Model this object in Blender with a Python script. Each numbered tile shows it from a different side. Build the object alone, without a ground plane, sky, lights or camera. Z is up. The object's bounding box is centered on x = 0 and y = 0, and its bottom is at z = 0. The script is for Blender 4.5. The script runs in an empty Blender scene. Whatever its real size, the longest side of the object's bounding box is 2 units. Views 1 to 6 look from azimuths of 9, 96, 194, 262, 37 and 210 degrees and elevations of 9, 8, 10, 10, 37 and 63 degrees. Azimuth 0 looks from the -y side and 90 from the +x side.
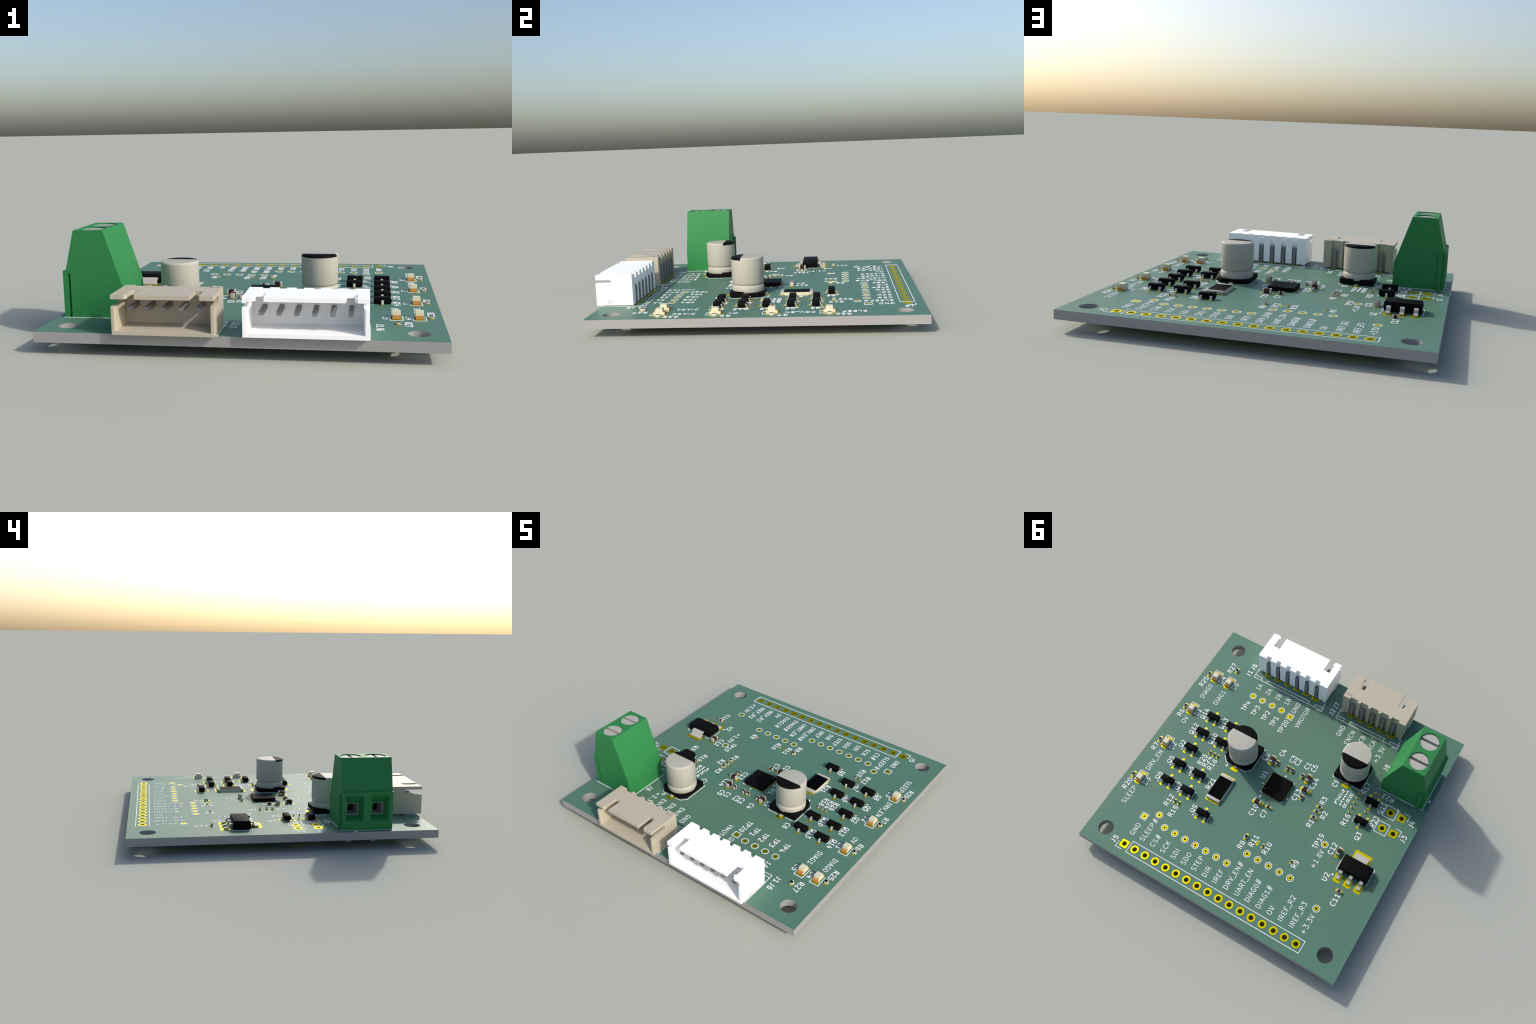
# A populated printed circuit board: green solder mask, white lettering, gold pads,
# two shrouded connectors, a screw terminal block, two can capacitors and small chips.
#
# All lengths are in millimetres of the real board and scaled by S.  The board frame is
# (a, b, h): a runs along -Y of the world, b along +X, h is the height above the board's top.
import bpy, bmesh, math
from mathutils import Vector

S = 2.0 / 61.0            # metres per board millimetre
YC = 1.0 - 30.0 * S       # world y of the board centre
ZT = 3.43 * S             # world z of the board's top face
THICK = 1.6
SILK = 0.035              # height of the printed ink
PADH = 0.03               # height of the metal pads

# ------------------------------------------------------------------ materials
def material(name, color, rough=0.5, metal=0.0, spec=0.5, grain=0.03, grain_scale=60.0, coat=0.0):
    m = bpy.data.materials.new(name)
    m.use_nodes = True
    nt = m.node_tree
    p = nt.nodes["Principled BSDF"]
    p.inputs["Roughness"].default_value = rough
    p.inputs["Metallic"].default_value = metal
    p.inputs["Specular IOR Level"].default_value = spec
    p.inputs["Coat Weight"].default_value = coat
    tc = nt.nodes.new("ShaderNodeTexCoord")
    nz = nt.nodes.new("ShaderNodeTexNoise")
    nz.inputs["Scale"].default_value = grain_scale
    nz.inputs["Detail"].default_value = 3.0
    ramp = nt.nodes.new("ShaderNodeValToRGB")
    lo = [max(0.0, c * (1 - grain)) for c in color]
    hi = [min(1.0, c * (1 + grain)) for c in color]
    ramp.color_ramp.elements[0].position = 0.3
    ramp.color_ramp.elements[1].position = 0.7
    ramp.color_ramp.elements[0].color = (*lo, 1)
    ramp.color_ramp.elements[1].color = (*hi, 1)
    nt.links.new(tc.outputs["Object"], nz.inputs["Vector"])
    nt.links.new(nz.outputs["Fac"], ramp.inputs["Fac"])
    nt.links.new(ramp.outputs["Color"], p.inputs["Base Color"])
    return m

M = {
    "mask":     material("solder_mask_green", (0.083, 0.183, 0.133), 0.5, spec=0.27, grain=0.012, grain_scale=3),
    "pour":     material("solder_mask_over_copper", (0.090, 0.185, 0.126), 0.5, spec=0.27, grain=0.012, grain_scale=3),
    "core":     material("board_core_grey", (0.31, 0.305, 0.298), 0.6, spec=0.3, grain=0.02),
    "gold":     material("pad_gold", (0.72, 0.62, 0.0), 0.45, 1.0, grain=0.01),
    "ink":      material("lettering_ink", (0.90, 0.89, 0.92), 0.55, spec=0.2, grain=0.01),
    "plastic":  material("black_plastic", (0.006, 0.006, 0.006), 0.5, spec=0.022, grain=0.1),
    "coating":  material("black_coating", (0.0015, 0.0015, 0.002), 0.5, spec=0.02, grain=0.1),
    "tin":      material("tinned_metal", (0.44, 0.43, 0.38), 0.5, spec=0.2, grain=0.02),
    "lead":     material("lead_metal", (0.44, 0.43, 0.385), 0.5, spec=0.2, grain=0.02),
    "pin":      material("connector_pin_metal", (0.19, 0.195, 0.205), 0.45, spec=0.4, grain=0.03),
    "brown":    material("ceramic_brown", (0.042, 0.019, 0.013), 0.5, spec=0.1, grain=0.06),
    "ceramic":  material("ceramic_cream", (0.60, 0.57, 0.385), 0.5, spec=0.2, grain=0.02),
    "lens":     material("lamp_lens_cream", (0.63, 0.61, 0.435), 0.5, spec=0.2, grain=0.01),
    "copper":   material("lamp_terminal_orange", (0.50, 0.25, 0.07), 0.5, spec=0.2, grain=0.03),
    "can":      material("can_aluminium", (0.42, 0.41, 0.35), 0.5, spec=0.2, grain=0.01),
    "canblack": material("can_marking_black", (0.006, 0.006, 0.006), 0.5, spec=0.022, grain=0.1),
    "green":    material("terminal_green", (0.031, 0.205, 0.062), 0.5, spec=0.12, grain=0.01),
    "screw":    material("screw_metal", (0.41, 0.395, 0.355), 0.5, spec=0.2, grain=0.02),
    "clamp":    material("clamp_metal", (0.46, 0.44, 0.44), 0.5, spec=0.3, grain=0.02),
    "white":    material("shroud_white", (1.0, 1.0, 1.0), 0.5, grain=0.0),
    "tan":      material("shroud_tan", (0.475, 0.425, 0.33), 0.5, spec=0.25, grain=0.008),
    "mark":     material("mould_mark_dark", (0.02, 0.02, 0.02), 0.6, grain=0.05),
    "faint":    material("mould_mark_faint", (0.55, 0.55, 0.50), 0.6, grain=0.02),
    "tanmark":  material("mould_mark_brown", (0.20, 0.17, 0.13), 0.6, grain=0.02),
    "dot":      material("pin_dot_grey", (0.10, 0.10, 0.10), 0.6, grain=0.05),
}

# ------------------------------------------------------------------ mesh building
class MB:
    """A small mesh builder working in millimetres of the part's own frame (u, v, h)."""
    def __init__(self):
        self.v, self.f = [], []

    def poly(self, pts, face):
        i0 = len(self.v)
        self.v.extend(pts)
        self.f.append([i0 + k for k in face])

    def prism(self, outline, h0, h1):
        n = len(outline); i = len(self.v)
        self.v += [(x, y, h0) for x, y in outline] + [(x, y, h1) for x, y in outline]
        self.f.append([i + k for k in range(n - 1, -1, -1)])
        self.f.append([i + n + k for k in range(n)])
        for k in range(n):
            j = (k + 1) % n
            self.f.append([i + k, i + j, i + n + j, i + n + k])
        return self

    def box(self, u0, u1, v0, v1, h0, h1):
        return self.prism([(u0, v0), (u1, v0), (u1, v1), (u0, v1)], h0, h1)

    def stack(self, rings):
        """Closed loft through rings of equal point count (bottom to top)."""
        n = len(rings[0]); i = len(self.v)
        for r in rings:
            self.v += r
        self.f.append([i + k for k in range(n - 1, -1, -1)])
        for r in range(len(rings) - 1):
            for k in range(n):
                j = (k + 1) % n
                self.f.append([i + r*n + k, i + r*n + j, i + (r+1)*n + j, i + (r+1)*n + k])
        self.f.append([i + (len(rings)-1)*n + k for k in range(n)])
        return self

    def lathe(self, prof, n=48, cap=True):
        """Turn (r, h) points; r = 0 ends close as fans."""
        rows = []
        for r, h in prof:
            if r < 1e-6:
                self.v.append((0, 0, h)); rows.append([len(self.v) - 1])
            else:
                i = len(self.v)
                self.v += [(r*math.cos(2*math.pi*k/n), r*math.sin(2*math.pi*k/n), h) for k in range(n)]
                rows.append(list(range(i, i + n)))
        for p, q in zip(rows, rows[1:]):
            for k in range(n):
                j = (k + 1) % n
                if len(p) == 1 and len(q) == 1: continue
                if len(p) == 1: self.f.append([p[0], q[j], q[k]][::-1])
                elif len(q) == 1: self.f.append([p[k], p[j], q[0]])
                else: self.f.append([p[k], p[j], q[j], q[k]])
        return self

    def tube_ring(self, outer, r_in, h0, h1, n=32):
        """Plate with a round hole; outer(angle) gives the rim's radius."""
        i = len(self.v)
        ang = [2*math.pi*(k + 0.5)/n for k in range(n)]
        for h in (h0, h1):
            for t in ang: self.v.append((r_in*math.cos(t), r_in*math.sin(t), h))
            for t in ang:
                R = outer(t); self.v.append((R*math.cos(t), R*math.sin(t), h))
        for k in range(n):
            j = (k + 1) % n
            a0, a1, b0, b1 = i+k, i+j, i+n+k, i+n+j
            c0, c1, d0, d1 = i+2*n+k, i+2*n+j, i+3*n+k, i+3*n+j
            self.f += [[a0, a1, b1, b0][::-1], [c0, d0, d1, c1][::1], [b0, b1, d1, d0], [a1, a0, c0, c1]]
        return self

    def strip(self, path, t, w, v0=0.0):
        """Sheet-metal strip: path of (u, h) centre points, thickness t, width w across v."""
        n = len(path); L, R = [], []
        for k in range(n):
            p = Vector(path[k])
            d0 = (Vector(path[k]) - Vector(path[k-1])).normalized() if k else None
            d1 = (Vector(path[k+1]) - Vector(path[k])).normalized() if k < n-1 else None
            d = (d0 + d1).normalized() if d0 is not None and d1 is not None else (d0 if d1 is None else d1)
            nrm = Vector((-d.y, d.x))
            ref = d1 if d1 is not None else d0
            c = max(0.5, d.dot(ref))
            L.append(p + nrm*t/2/c); R.append(p - nrm*t/2/c)
        out = [tuple(q) for q in L] + [tuple(q) for q in R[::-1]]
        i = len(self.v); m = len(out)
        self.v += [(x, v0 - w/2, y) for x, y in out] + [(x, v0 + w/2, y) for x, y in out]
        for k in range(m):
            j = (k + 1) % m
            self.f.append([i+k, i+j, i+m+j, i+m+k])
        for k in range(n - 1):
            self.f.append([i+k, i+2*n-1-k, i+2*n-2-k, i+k+1][::-1])
            self.f.append([i+m+k, i+m+2*n-1-k, i+m+2*n-2-k, i+m+k+1])
        return self

    def mesh(self, name, mat, bevel=0.0, seg=2, smooth=None, merge=False):
        me = bpy.data.meshes.new(name)
        me.from_pydata([(x*S, y*S, z*S) for x, y, z in self.v], [], self.f)
        bm = bmesh.new(); bm.from_mesh(me)
        if merge: bmesh.ops.remove_doubles(bm, verts=bm.verts, dist=1e-6)
        bmesh.ops.recalc_face_normals(bm, faces=bm.faces)
        if bevel > 0:
            bmesh.ops.bevel(bm, geom=list(bm.edges), offset=bevel*S, segments=seg, profile=0.5,
                            affect='EDGES', clamp_overlap=True)
        bm.to_mesh(me); bm.free()
        if smooth is not None:
            me.shade_smooth(); me.set_sharp_from_angle(angle=math.radians(smooth))
        me.materials.append(M[mat])
        return me

root = bpy.data.objects.new("circuit_board", None)
bpy.context.collection.objects.link(root)
root["label"] = "green square circuit board with connectors, capacitors, chips and white lettering"
root["category"] = "circuit board"

def place(name, me, parent=None, a=0.0, b=0.0, rot=0.0, h=0.0):
    """Put a mesh on the board at (a, b); rot turns it in the board's plane (degrees)."""
    ob = bpy.data.objects.new(name, me)
    bpy.context.collection.objects.link(ob)
    ob.parent = parent or root
    if parent is None or parent is root:
        ob.location = (b*S, YC - a*S, ZT + h*S)
        ob.rotation_euler = (0, 0, math.radians(rot - 90))
    return ob

def sub(name, me, parent):
    ob = bpy.data.objects.new(name, me)
    bpy.context.collection.objects.link(ob)
    ob.parent = parent
    return ob

def onboard(name, me, a, b, rot=0.0, h=0.0):
    """Child of the substrate (whose own frame is the board frame)."""
    ob = bpy.data.objects.new(name, me)
    bpy.context.collection.objects.link(ob)
    ob.parent = substrate
    ob.location = (a*S, b*S, h*S)
    ob.rotation_euler = (0, 0, math.radians(rot))
    return ob

def boolean(me, cutters, name, mat, smooth=None, ops=None):
    """Apply boolean cuts of builder meshes to a mesh; returns a new mesh."""
    ob = bpy.data.objects.new("tmp", me); bpy.context.collection.objects.link(ob)
    tmp = []
    for k, c in enumerate(cutters):
        co = bpy.data.objects.new("cut", c); bpy.context.collection.objects.link(co); tmp.append(co)
        md = ob.modifiers.new("b", 'BOOLEAN'); md.object = co; md.solver = 'EXACT'
        md.operation = ops[k] if ops else 'DIFFERENCE'
    dg = bpy.context.evaluated_depsgraph_get(); dg.update()
    out = bpy.data.meshes.new_from_object(ob.evaluated_get(dg))
    out.name = name
    for o in tmp + [ob]: bpy.data.objects.remove(o)
    out.materials.clear(); out.materials.append(M[mat])
    if smooth is not None:
        out.shade_smooth(); out.set_sharp_from_angle(angle=math.radians(smooth))
    return out

def roundrect(w, d, r, n=4):
    pts = []
    for cx, cy, t0 in ((w/2-r, d/2-r, 0), (-w/2+r, d/2-r, 90), (-w/2+r, -d/2+r, 180), (w/2-r, -d/2+r, 270)):
        for k in range(n + 1):
            t = math.radians(t0 + 90*k/n)
            pts.append((cx + r*math.cos(t), cy + r*math.sin(t)))
    return pts

# ------------------------------------------------------------------ where things stand (a, b)
J5 = [(-27.0, 20.55 - 2.54*i) for i in range(17)]
JUMPERS = [(3.02, -26.0), (7.02, -26.0)]
CONN6 = [(24.05, 4.0 + 2.5*i) for i in range(6)]
CONN5 = [(24.05, -15.0 + 2.5*i) for i in range(5)]
TERM = [(13.5, -24.45), (18.5, -24.45)]
TEST_ROUND = ([(17.03, 16.52), (17.03, 14.02), (17.03, 11.52), (17.03, 9.02), (-6.23, -14.98), (-18.1, 18.03)]
              + [(-19.9, 15.48 - 2.545*i) for i in range(7)]
              + [(-16.09, -2.3 - 2.545*i) for i in range(5)] + [(-18.89, -20.09)])
TEST_SQUARE = [(16.54, 6.53), (-19.92, 20.57)]
MOUNT = [(26, 26), (-26, 26), (26, -26), (-26, -26)]

# ------------------------------------------------------------------ the bare board
def make_substrate():
    cu = bpy.data.curves.new("outline", 'CURVE'); cu.dimensions = '2D'; cu.fill_mode = 'BOTH'
    cu.extrude = THICK*S/2
    def spline(pts):
        sp = cu.splines.new('POLY'); sp.points.add(len(pts) - 1); sp.use_cyclic_u = True
        for p, (x, y) in zip(sp.points, pts): p.co = (x*S, y*S, 0, 1)
    def circle(a, b, r, n):
        spline([(a + r*math.cos(2*math.pi*k/n), b + r*math.sin(2*math.pi*k/n)) for k in range(n)])
    spline([(-30, -30), (30, -30), (30, 30), (-30, 30)])
    for a, b in MOUNT: circle(a, b, 1.6, 56)
    for a, b in J5: circle(a, b, 0.53, 24)
    for a, b in JUMPERS:
        circle(a, b, 0.53, 24); circle(a, b + 2.54, 0.53, 24)
    for a, b in CONN6 + CONN5: circle(a, b, 0.53, 24)
    for a, b in TERM: circle(a, b, 0.68, 24)
    for a, b in TEST_ROUND + TEST_SQUARE: circle(a, b, 0.28, 20)
    ob = bpy.data.objects.new("c", cu); bpy.context.collection.objects.link(ob)
    dg = bpy.context.evaluated_depsgraph_get()
    me = bpy.data.meshes.new_from_object(ob.evaluated_get(dg))
    bpy.data.objects.remove(ob)
    me.name = "board_panel"
    me.materials.clear()
    me.materials.append(M["mask"]); me.materials.append(M["core"])
    bm = bmesh.new(); bm.from_mesh(me)
    bmesh.ops.remove_doubles(bm, verts=bm.verts, dist=1e-7)
    bmesh.ops.recalc_face_normals(bm, faces=bm.faces)
    for v in bm.verts: v.co.z -= THICK*S/2
    for f in bm.faces:
        flat = abs(f.normal.z) > 0.5
        f.material_index = 0 if flat else 1
        f.smooth = not flat
    for e in bm.edges:
        if len(e.link_faces) == 2 and e.calc_face_angle(0) > math.radians(35): e.smooth = False
    bm.to_mesh(me); bm.free()
    return me

substrate = place("board_panel", make_substrate(), root)

# copper areas and tracks that show through the solder mask
def flat_area(name, outline, h=0.006):
    drills = MB()                       # the drilled holes stay open through the copper
    for spots, r in ((TEST_ROUND + TEST_SQUARE, 0.28), (CONN6 + CONN5 + J5, 0.53), (JUMPERS + [(a, b + 2.54) for a, b in JUMPERS], 0.53)):
        for a, b in spots:
            drills.prism([(a + r*math.cos(t*math.pi/10), b + r*math.sin(t*math.pi/10)) for t in range(20)], -1, 1)
    me = MB().prism(outline, 0.0, h).mesh(name, "pour")
    return onboard(name, boolean(me, [drills.mesh("c", "pour")], name, "pour"), 0, 0)

flat_area("copper_pour", [(6.3, 9.9), (14.6, 16.5), (20.4, 16.5), (20.4, 5.6), (22.6, 5.6), (22.6, -18.2), (20.9, -18.4),
                          (10.4, -18.2), (10.4, -13.8), (8.0, -13.0), (5.4, -8.7), (6.9, -8.4), (9.1, -5.0), (8.5, 0.0),
                          (8.2, 4.0), (8.9, 7.0), (8.1, 7.5)])
flat_area("copper_pour", [(-6.9, -1.9), (-6.8, -10.2), (-9.4, -13.6), (-14.3, -19.2), (-18.4, -19.6), (-20.6, -19.6),
                          (-20.9, -22.3), (-18.5, -23.5), (-14.6, -24.9), (-12.6, -27.2), (-9.5, -28.8), (6.0, -28.8),
                          (9.4, -24.0), (9.4, -17.2), (4.6, -17.0), (2.3, -13.0), (0.2, -11.5), (-2.0, -4.8), (-3.4, -3.4)])
flat_area("copper_pour", [(21.6, -22.5), (22.8, -22.5), (22.8, -28.0), (24.0, -29.2), (21.6, -29.2)])

# ------------------------------------------------------------------ ribbons: printed lines, letters, tracks
def ribbon(mb, path, w, h0, h1, closed=False, ncap=5):
    """A flat line of width w with round ends along a polyline of (a, b) points."""
    P = [Vector(p) for p in path]; n = len(P)
    nrm = []
    for k in range(n):
        if closed:
            d0 = (P[k] - P[k-1]).normalized(); d1 = (P[(k+1) % n] - P[k]).normalized()
        else:
            d1 = (P[k+1] - P[k]).normalized() if k < n-1 else (P[k] - P[k-1]).normalized()
            d0 = (P[k] - P[k-1]).normalized() if k else d1
        d = d0 + d1
        d = d.normalized() if d.length > 1e-6 else d1
        c = max(0.6, d.dot(d1))
        nrm.append(Vector((-d.y, d.x)) * (w/2/c))
    L = [p + q for p, q in zip(P, nrm)]; R = [p - q for p, q in zip(P, nrm)]
    i = len(mb.v)
    for p in L + R: mb.v.append((p.x, p.y, h1))
    for p in L + R: mb.v.append((p.x, p.y, h0))
    m = n if closed else n - 1
    for k in range(m):
        j = (k + 1) % n
        mb.f.append([i+k, i+n+k, i+n+j, i+j])
        mb.f.append([i+k, i+j, i+2*n+j, i+2*n+k])
        mb.f.append([i+n+j, i+n+k, i+3*n+k, i+3*n+j])
    if not closed:
        for k, s in ((0, -1), (n-1, 1)):
            d = (P[1] - P[0]) if k == 0 else (P[-1] - P[-2])
            t0 = math.atan2(d.y, d.x) + (math.pi/2 if s < 0 else -math.pi/2)
            arc = [(P[k].x + w/2*math.cos(t0 + math.pi*q/(ncap+1)), P[k].y + w/2*math.sin(t0 + math.pi*q/(ncap+1)))
                   for q in range(1, ncap+1)]
            first, last = (i, i+n) if k == 0 else (i+n+k, i+k)
            a0 = len(mb.v)
            mb.v += [(x, y, h1) for x, y in arc] + [(x, y, h0) for x, y in arc]
            top = [first] + [a0 + q for q in range(ncap)] + [last]
            bot = [first + 2*n] + [a0 + ncap + q for q in range(ncap)] + [last + 2*n]
            mb.f.append(top[:])
            for q in range(len(top) - 1):
                mb.f.append([top[q], bot[q], bot[q+1], top[q+1]])

def polyline(mb, pts, w, h0=0.0, h1=SILK, closed=False, step=0.003, k0=0):
    """Split a line at its sharp corners so that no ribbon folds over itself; pieces step up slightly."""
    pts = [tuple(p) for p in pts]
    if closed: pts = pts + [pts[0]]
    runs, cur = [], [pts[0]]
    for k in range(1, len(pts)):
        cur.append(pts[k])
        if k < len(pts) - 1:
            d0 = Vector(pts[k]) - Vector(pts[k-1]); d1 = Vector(pts[k+1]) - Vector(pts[k])
            if d0.angle(d1) > math.radians(50):
                runs.append(cur); cur = [pts[k]]
    runs.append(cur)
    for k, r in enumerate(runs):
        ribbon(mb, r, w, h0, h1 + step*((k + k0) % 6))
    return len(runs)

track = MB()
ribbon(track, [(20.8, 25.3), (18.4, 28.1), (17.0, 29.3), (9.4, 29.3), (1.2, 29.3), (-20.9, 29.25), (-25.2, 29.2), (-26.6, 28.5), (-27.7, 27.6),
               (-28.3, 26.2), (-28.5, 24.6), (-28.5, -19.6), (-28.2, -20.2)], 0.55, 0.0, 0.006)
ribbon(track, [(1.2, 29.1), (0.1, 28.5), (-0.8, 27.4), (-0.9, 25.0)], 0.45, 0.0, 0.009)
ribbon(track, [(-7.4, 24.0), (-12.9, 24.0), (-13.0, 21.2), (-13.8, 20.0), (-13.9, 17.6)], 0.45, 0.0, 0.006)
tr = onboard("copper_track", track.mesh("copper_track", "pour"), 0, 0)

# ------------------------------------------------------------------ a stroke alphabet (cap height 1)
def arc(cx, cy, rx, ry, t0, t1, n=8):
    return [(cx + rx*math.cos(math.radians(t0 + (t1-t0)*k/n)), cy + ry*math.sin(math.radians(t0 + (t1-t0)*k/n)))
            for k in range(n + 1)]

def bowl(x0, x1, y0, y1, n=6):
    """D-shaped bowl from the stem at x0 to the right edge x1."""
    r = (y1 - y0)/2
    xr = max(x0 + 0.05, x1 - r*0.95)
    return [(x0, y1)] + arc(xr, y0 + r, x1 - xr, r, 90, -90, 2*n) + [(x0, y0)]

def oval(cx, cy, rx, ry, n=22):
    """Slightly squared closed ring."""
    out = []
    for k in range(n + 1):
        t = 2*math.pi*k/n + math.pi/2
        c, s = math.cos(t), math.sin(t)
        out.append((cx + rx*math.copysign(abs(c)**0.85, c), cy + ry*math.copysign(abs(s)**0.85, s)))
    return out

SIX = [(.70, 1), (.52, 1), (.40, .95), (.30, .82), (.24, .62), (.23, .30), (.25, .15), (.32, .05), (.43, 0), (.57, 0), (.69, .05),
       (.75, .16), (.76, .28), (.74, .44), (.68, .54), (.57, .60), (.43, .60), (.32, .54), (.25, .42)]
CURVE_C = [(.83, .10), (.74, .02), (.60, 0), (.47, .02), (.34, .10), (.26, .22), (.22, .38), (.22, .60), (.26, .77), (.34, .90),
           (.47, .98), (.60, 1), (.74, .98), (.83, .90)]
GLYPH = {
    '0': (.952, [oval(.476, .5, .28, .5)]),
    '1': (.952, [[(.22, 0), (.76, 0)], [(.49, 0), (.49, 1), (.40, .87), (.25, .78)]]),
    '2': (.952, [[(.21, .90), (.30, .98), (.42, 1), (.58, 1), (.69, .96), (.75, .86), (.75, .74), (.69, .58), (.19, 0), (.78, 0)]]),
    '3': (.952, [[(.19, 1), (.77, 1), (.46, .62), (.58, .62), (.69, .57), (.75, .47), (.76, .28), (.74, .13), (.67, .04), (.57, 0), (.36, 0), (.26, .03), (.19, .09)]]),
    '4': (.952, [[(.66, .67), (.66, 0)], [(.43, 1.04), (.19, .33), (.82, .33)]]),
    '5': (.952, [[(.72, 1), (.27, 1), (.22, .53), (.30, .59), (.42, .62), (.56, .62), (.68, .57), (.75, .46), (.76, .28), (.73, .13), (.66, .04), (.55, 0), (.40, 0), (.28, .04), (.20, .10)]]),
    '6': (.952, [SIX]),
    '7': (.952, [[(.18, 1), (.80, 1), (.40, 0)]]),
    '8': (.952, [oval(.476, .785, .225, .215), oval(.476, .285, .275, .285)]),
    '9': (.952, [[(.952 - x, 1 - y) for x, y in SIX]]),
    'A': (.857, [[(.10, 0), (.43, 1), (.76, 0)], [(.19, .29), (.67, .29)]]),
    'B': (1.0, [[(.22, 0), (.22, 1)], [(.22, 1)] + arc(.52, .765, .22, .235, 90, -90) + [(.22, .53)], [(.22, .53)] + arc(.55, .265, .26, .265, 90, -90) + [(.22, 0)]]),
    'C': (1.0, [CURVE_C]),
    'D': (1.0, [[(.22, 0), (.22, 1)], [(.22, 1), (.46, 1), (.60, .96), (.72, .86), (.79, .70), (.81, .5), (.79, .30), (.72, .14), (.60, .04), (.46, 0), (.22, 0)]]),
    'E': (.905, [[(.22, 0), (.22, 1)], [(.22, 1), (.73, 1)], [(.22, .52), (.58, .52)], [(.22, 0), (.73, 0)]]),
    'F': (.857, [[(.22, 0), (.22, 1)], [(.22, 1), (.73, 1)], [(.22, .52), (.58, .52)]]),
    'G': (1.0, [CURVE_C[3:] , [(.47, .02), (.60, 0), (.74, .03), (.82, .09), (.82, .46), (.62, .46)]]),
    'I': (.476, [[(.238, 0), (.238, 1)]]),
    'J': (.762, [[(.47, 1), (.47, .28), (.45, .14), (.38, .04), (.26, 0), (.16, 0)]]),
    'K': (1.0, [[(.22, 0), (.22, 1)], [(.80, 1), (.24, .46)], [(.38, .58), (.80, 0)]]),
    'L': (.81, [[(.22, 0), (.22, 1)], [(.22, 0), (.72, 0)]]),
    'M': (1.14, [[(.22, 0), (.22, 1), (.57, .28), (.92, 1), (.92, 0)]]),
    'N': (1.05, [[(.22, 0), (.22, 1), (.82, 0), (.82, 1)]]),
    'O': (1.05, [oval(.524, .5, .34, .5)]),
    'P': (1.0, [[(.22, 0), (.22, 1)], [(.22, 1), (.58, 1), (.71, .96), (.78, .86), (.79, .73), (.77, .60), (.70, .51), (.58, .47), (.22, .47)]]),
    'Q': (1.05, [oval(.524, .5, .34, .5), [(.52, .24), (.62, .20), (.72, .08), (.92, -.12)]]),
    'R': (1.0, [[(.22, 0), (.22, 1)], [(.22, 1), (.58, 1), (.71, .96), (.78, .86), (.79, .73), (.77, .60), (.70, .51), (.58, .47), (.22, .47)], [(.50, .47), (.80, 0)]]),
    'S': (.952, [[(.20, .07), (.33, .01), (.48, 0), (.62, .02), (.71, .09), (.75, .20), (.73, .33), (.66, .42), (.50, .50), (.36, .56), (.25, .64), (.21, .76), (.24, .89), (.33, .97), (.45, 1), (.58, .99), (.70, .93)]]),
    'T': (.762, [[(.08, 1), (.68, 1)], [(.38, 1), (.38, 0)]]),
    'U': (1.05, [[(.22, 1), (.22, .22), (.27, .09), (.37, .02), (.52, 0), (.67, .02), (.77, .09), (.82, .22), (.82, 1)]]),
    'V': (.857, [[(.10, 1), (.43, 0), (.76, 1)]]),
    '+': (1.24, [[(.24, .42), (1.0, .42)], [(.62, .04), (.62, .80)]]),
    '.': (.476, [[(.21, .05), (.27, .05)]]),
    '_': (.762, [[(0, -.10), (.76, -.10)]]),
    '*': (.762, [[(.38, .95), (.38, .50)], [(.16, .82), (.60, .60)], [(.60, .82), (.16, .60)]]),
    '#': (1.0, [[(.30, .68), (.92, .68)], [(.20, .32), (.82, .32)], [(.50, 1.12), (.28, -.12)], [(.82, 1.12), (.60, -.12)]]),
}

def label(text, a, b, rot=0, w=0.15, align="c", size=1.0, ink="ink"):
    mb = MB(); adv = sum(GLYPH[c][0] for c in text)*size
    x = {"c": -adv/2, "l": 0.0, "r": -adv}[align]; k = 0
    for c in text:
        g = GLYPH[c]
        for st in g[1]:
            k += polyline(mb, [(x + p[0]*size, (p[1] - .5)*size) for p in st], w, k0=k)
        x += g[0]*size
    return onboard("printed_label", mb.mesh("printed_label", ink), a, b, rot)

def outline(*lines, w=0.12):
    """One printed outline made of several polylines in board coordinates."""
    mb = MB(); k = 0
    for pts in lines: k += polyline(mb, pts, w, k0=k)
    return onboard("printed_outline", mb.mesh("printed_outline", "ink"), 0, 0)

def fill(pts):
    return onboard("printed_marker", MB().prism(pts, 0, SILK + 0.03).mesh("printed_marker", "ink"), 0, 0)

def rect(a0, a1, b0, b1):
    return [(a0, b0), (a1, b0), (a1, b1), (a0, b1), (a0, b0)]

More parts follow.
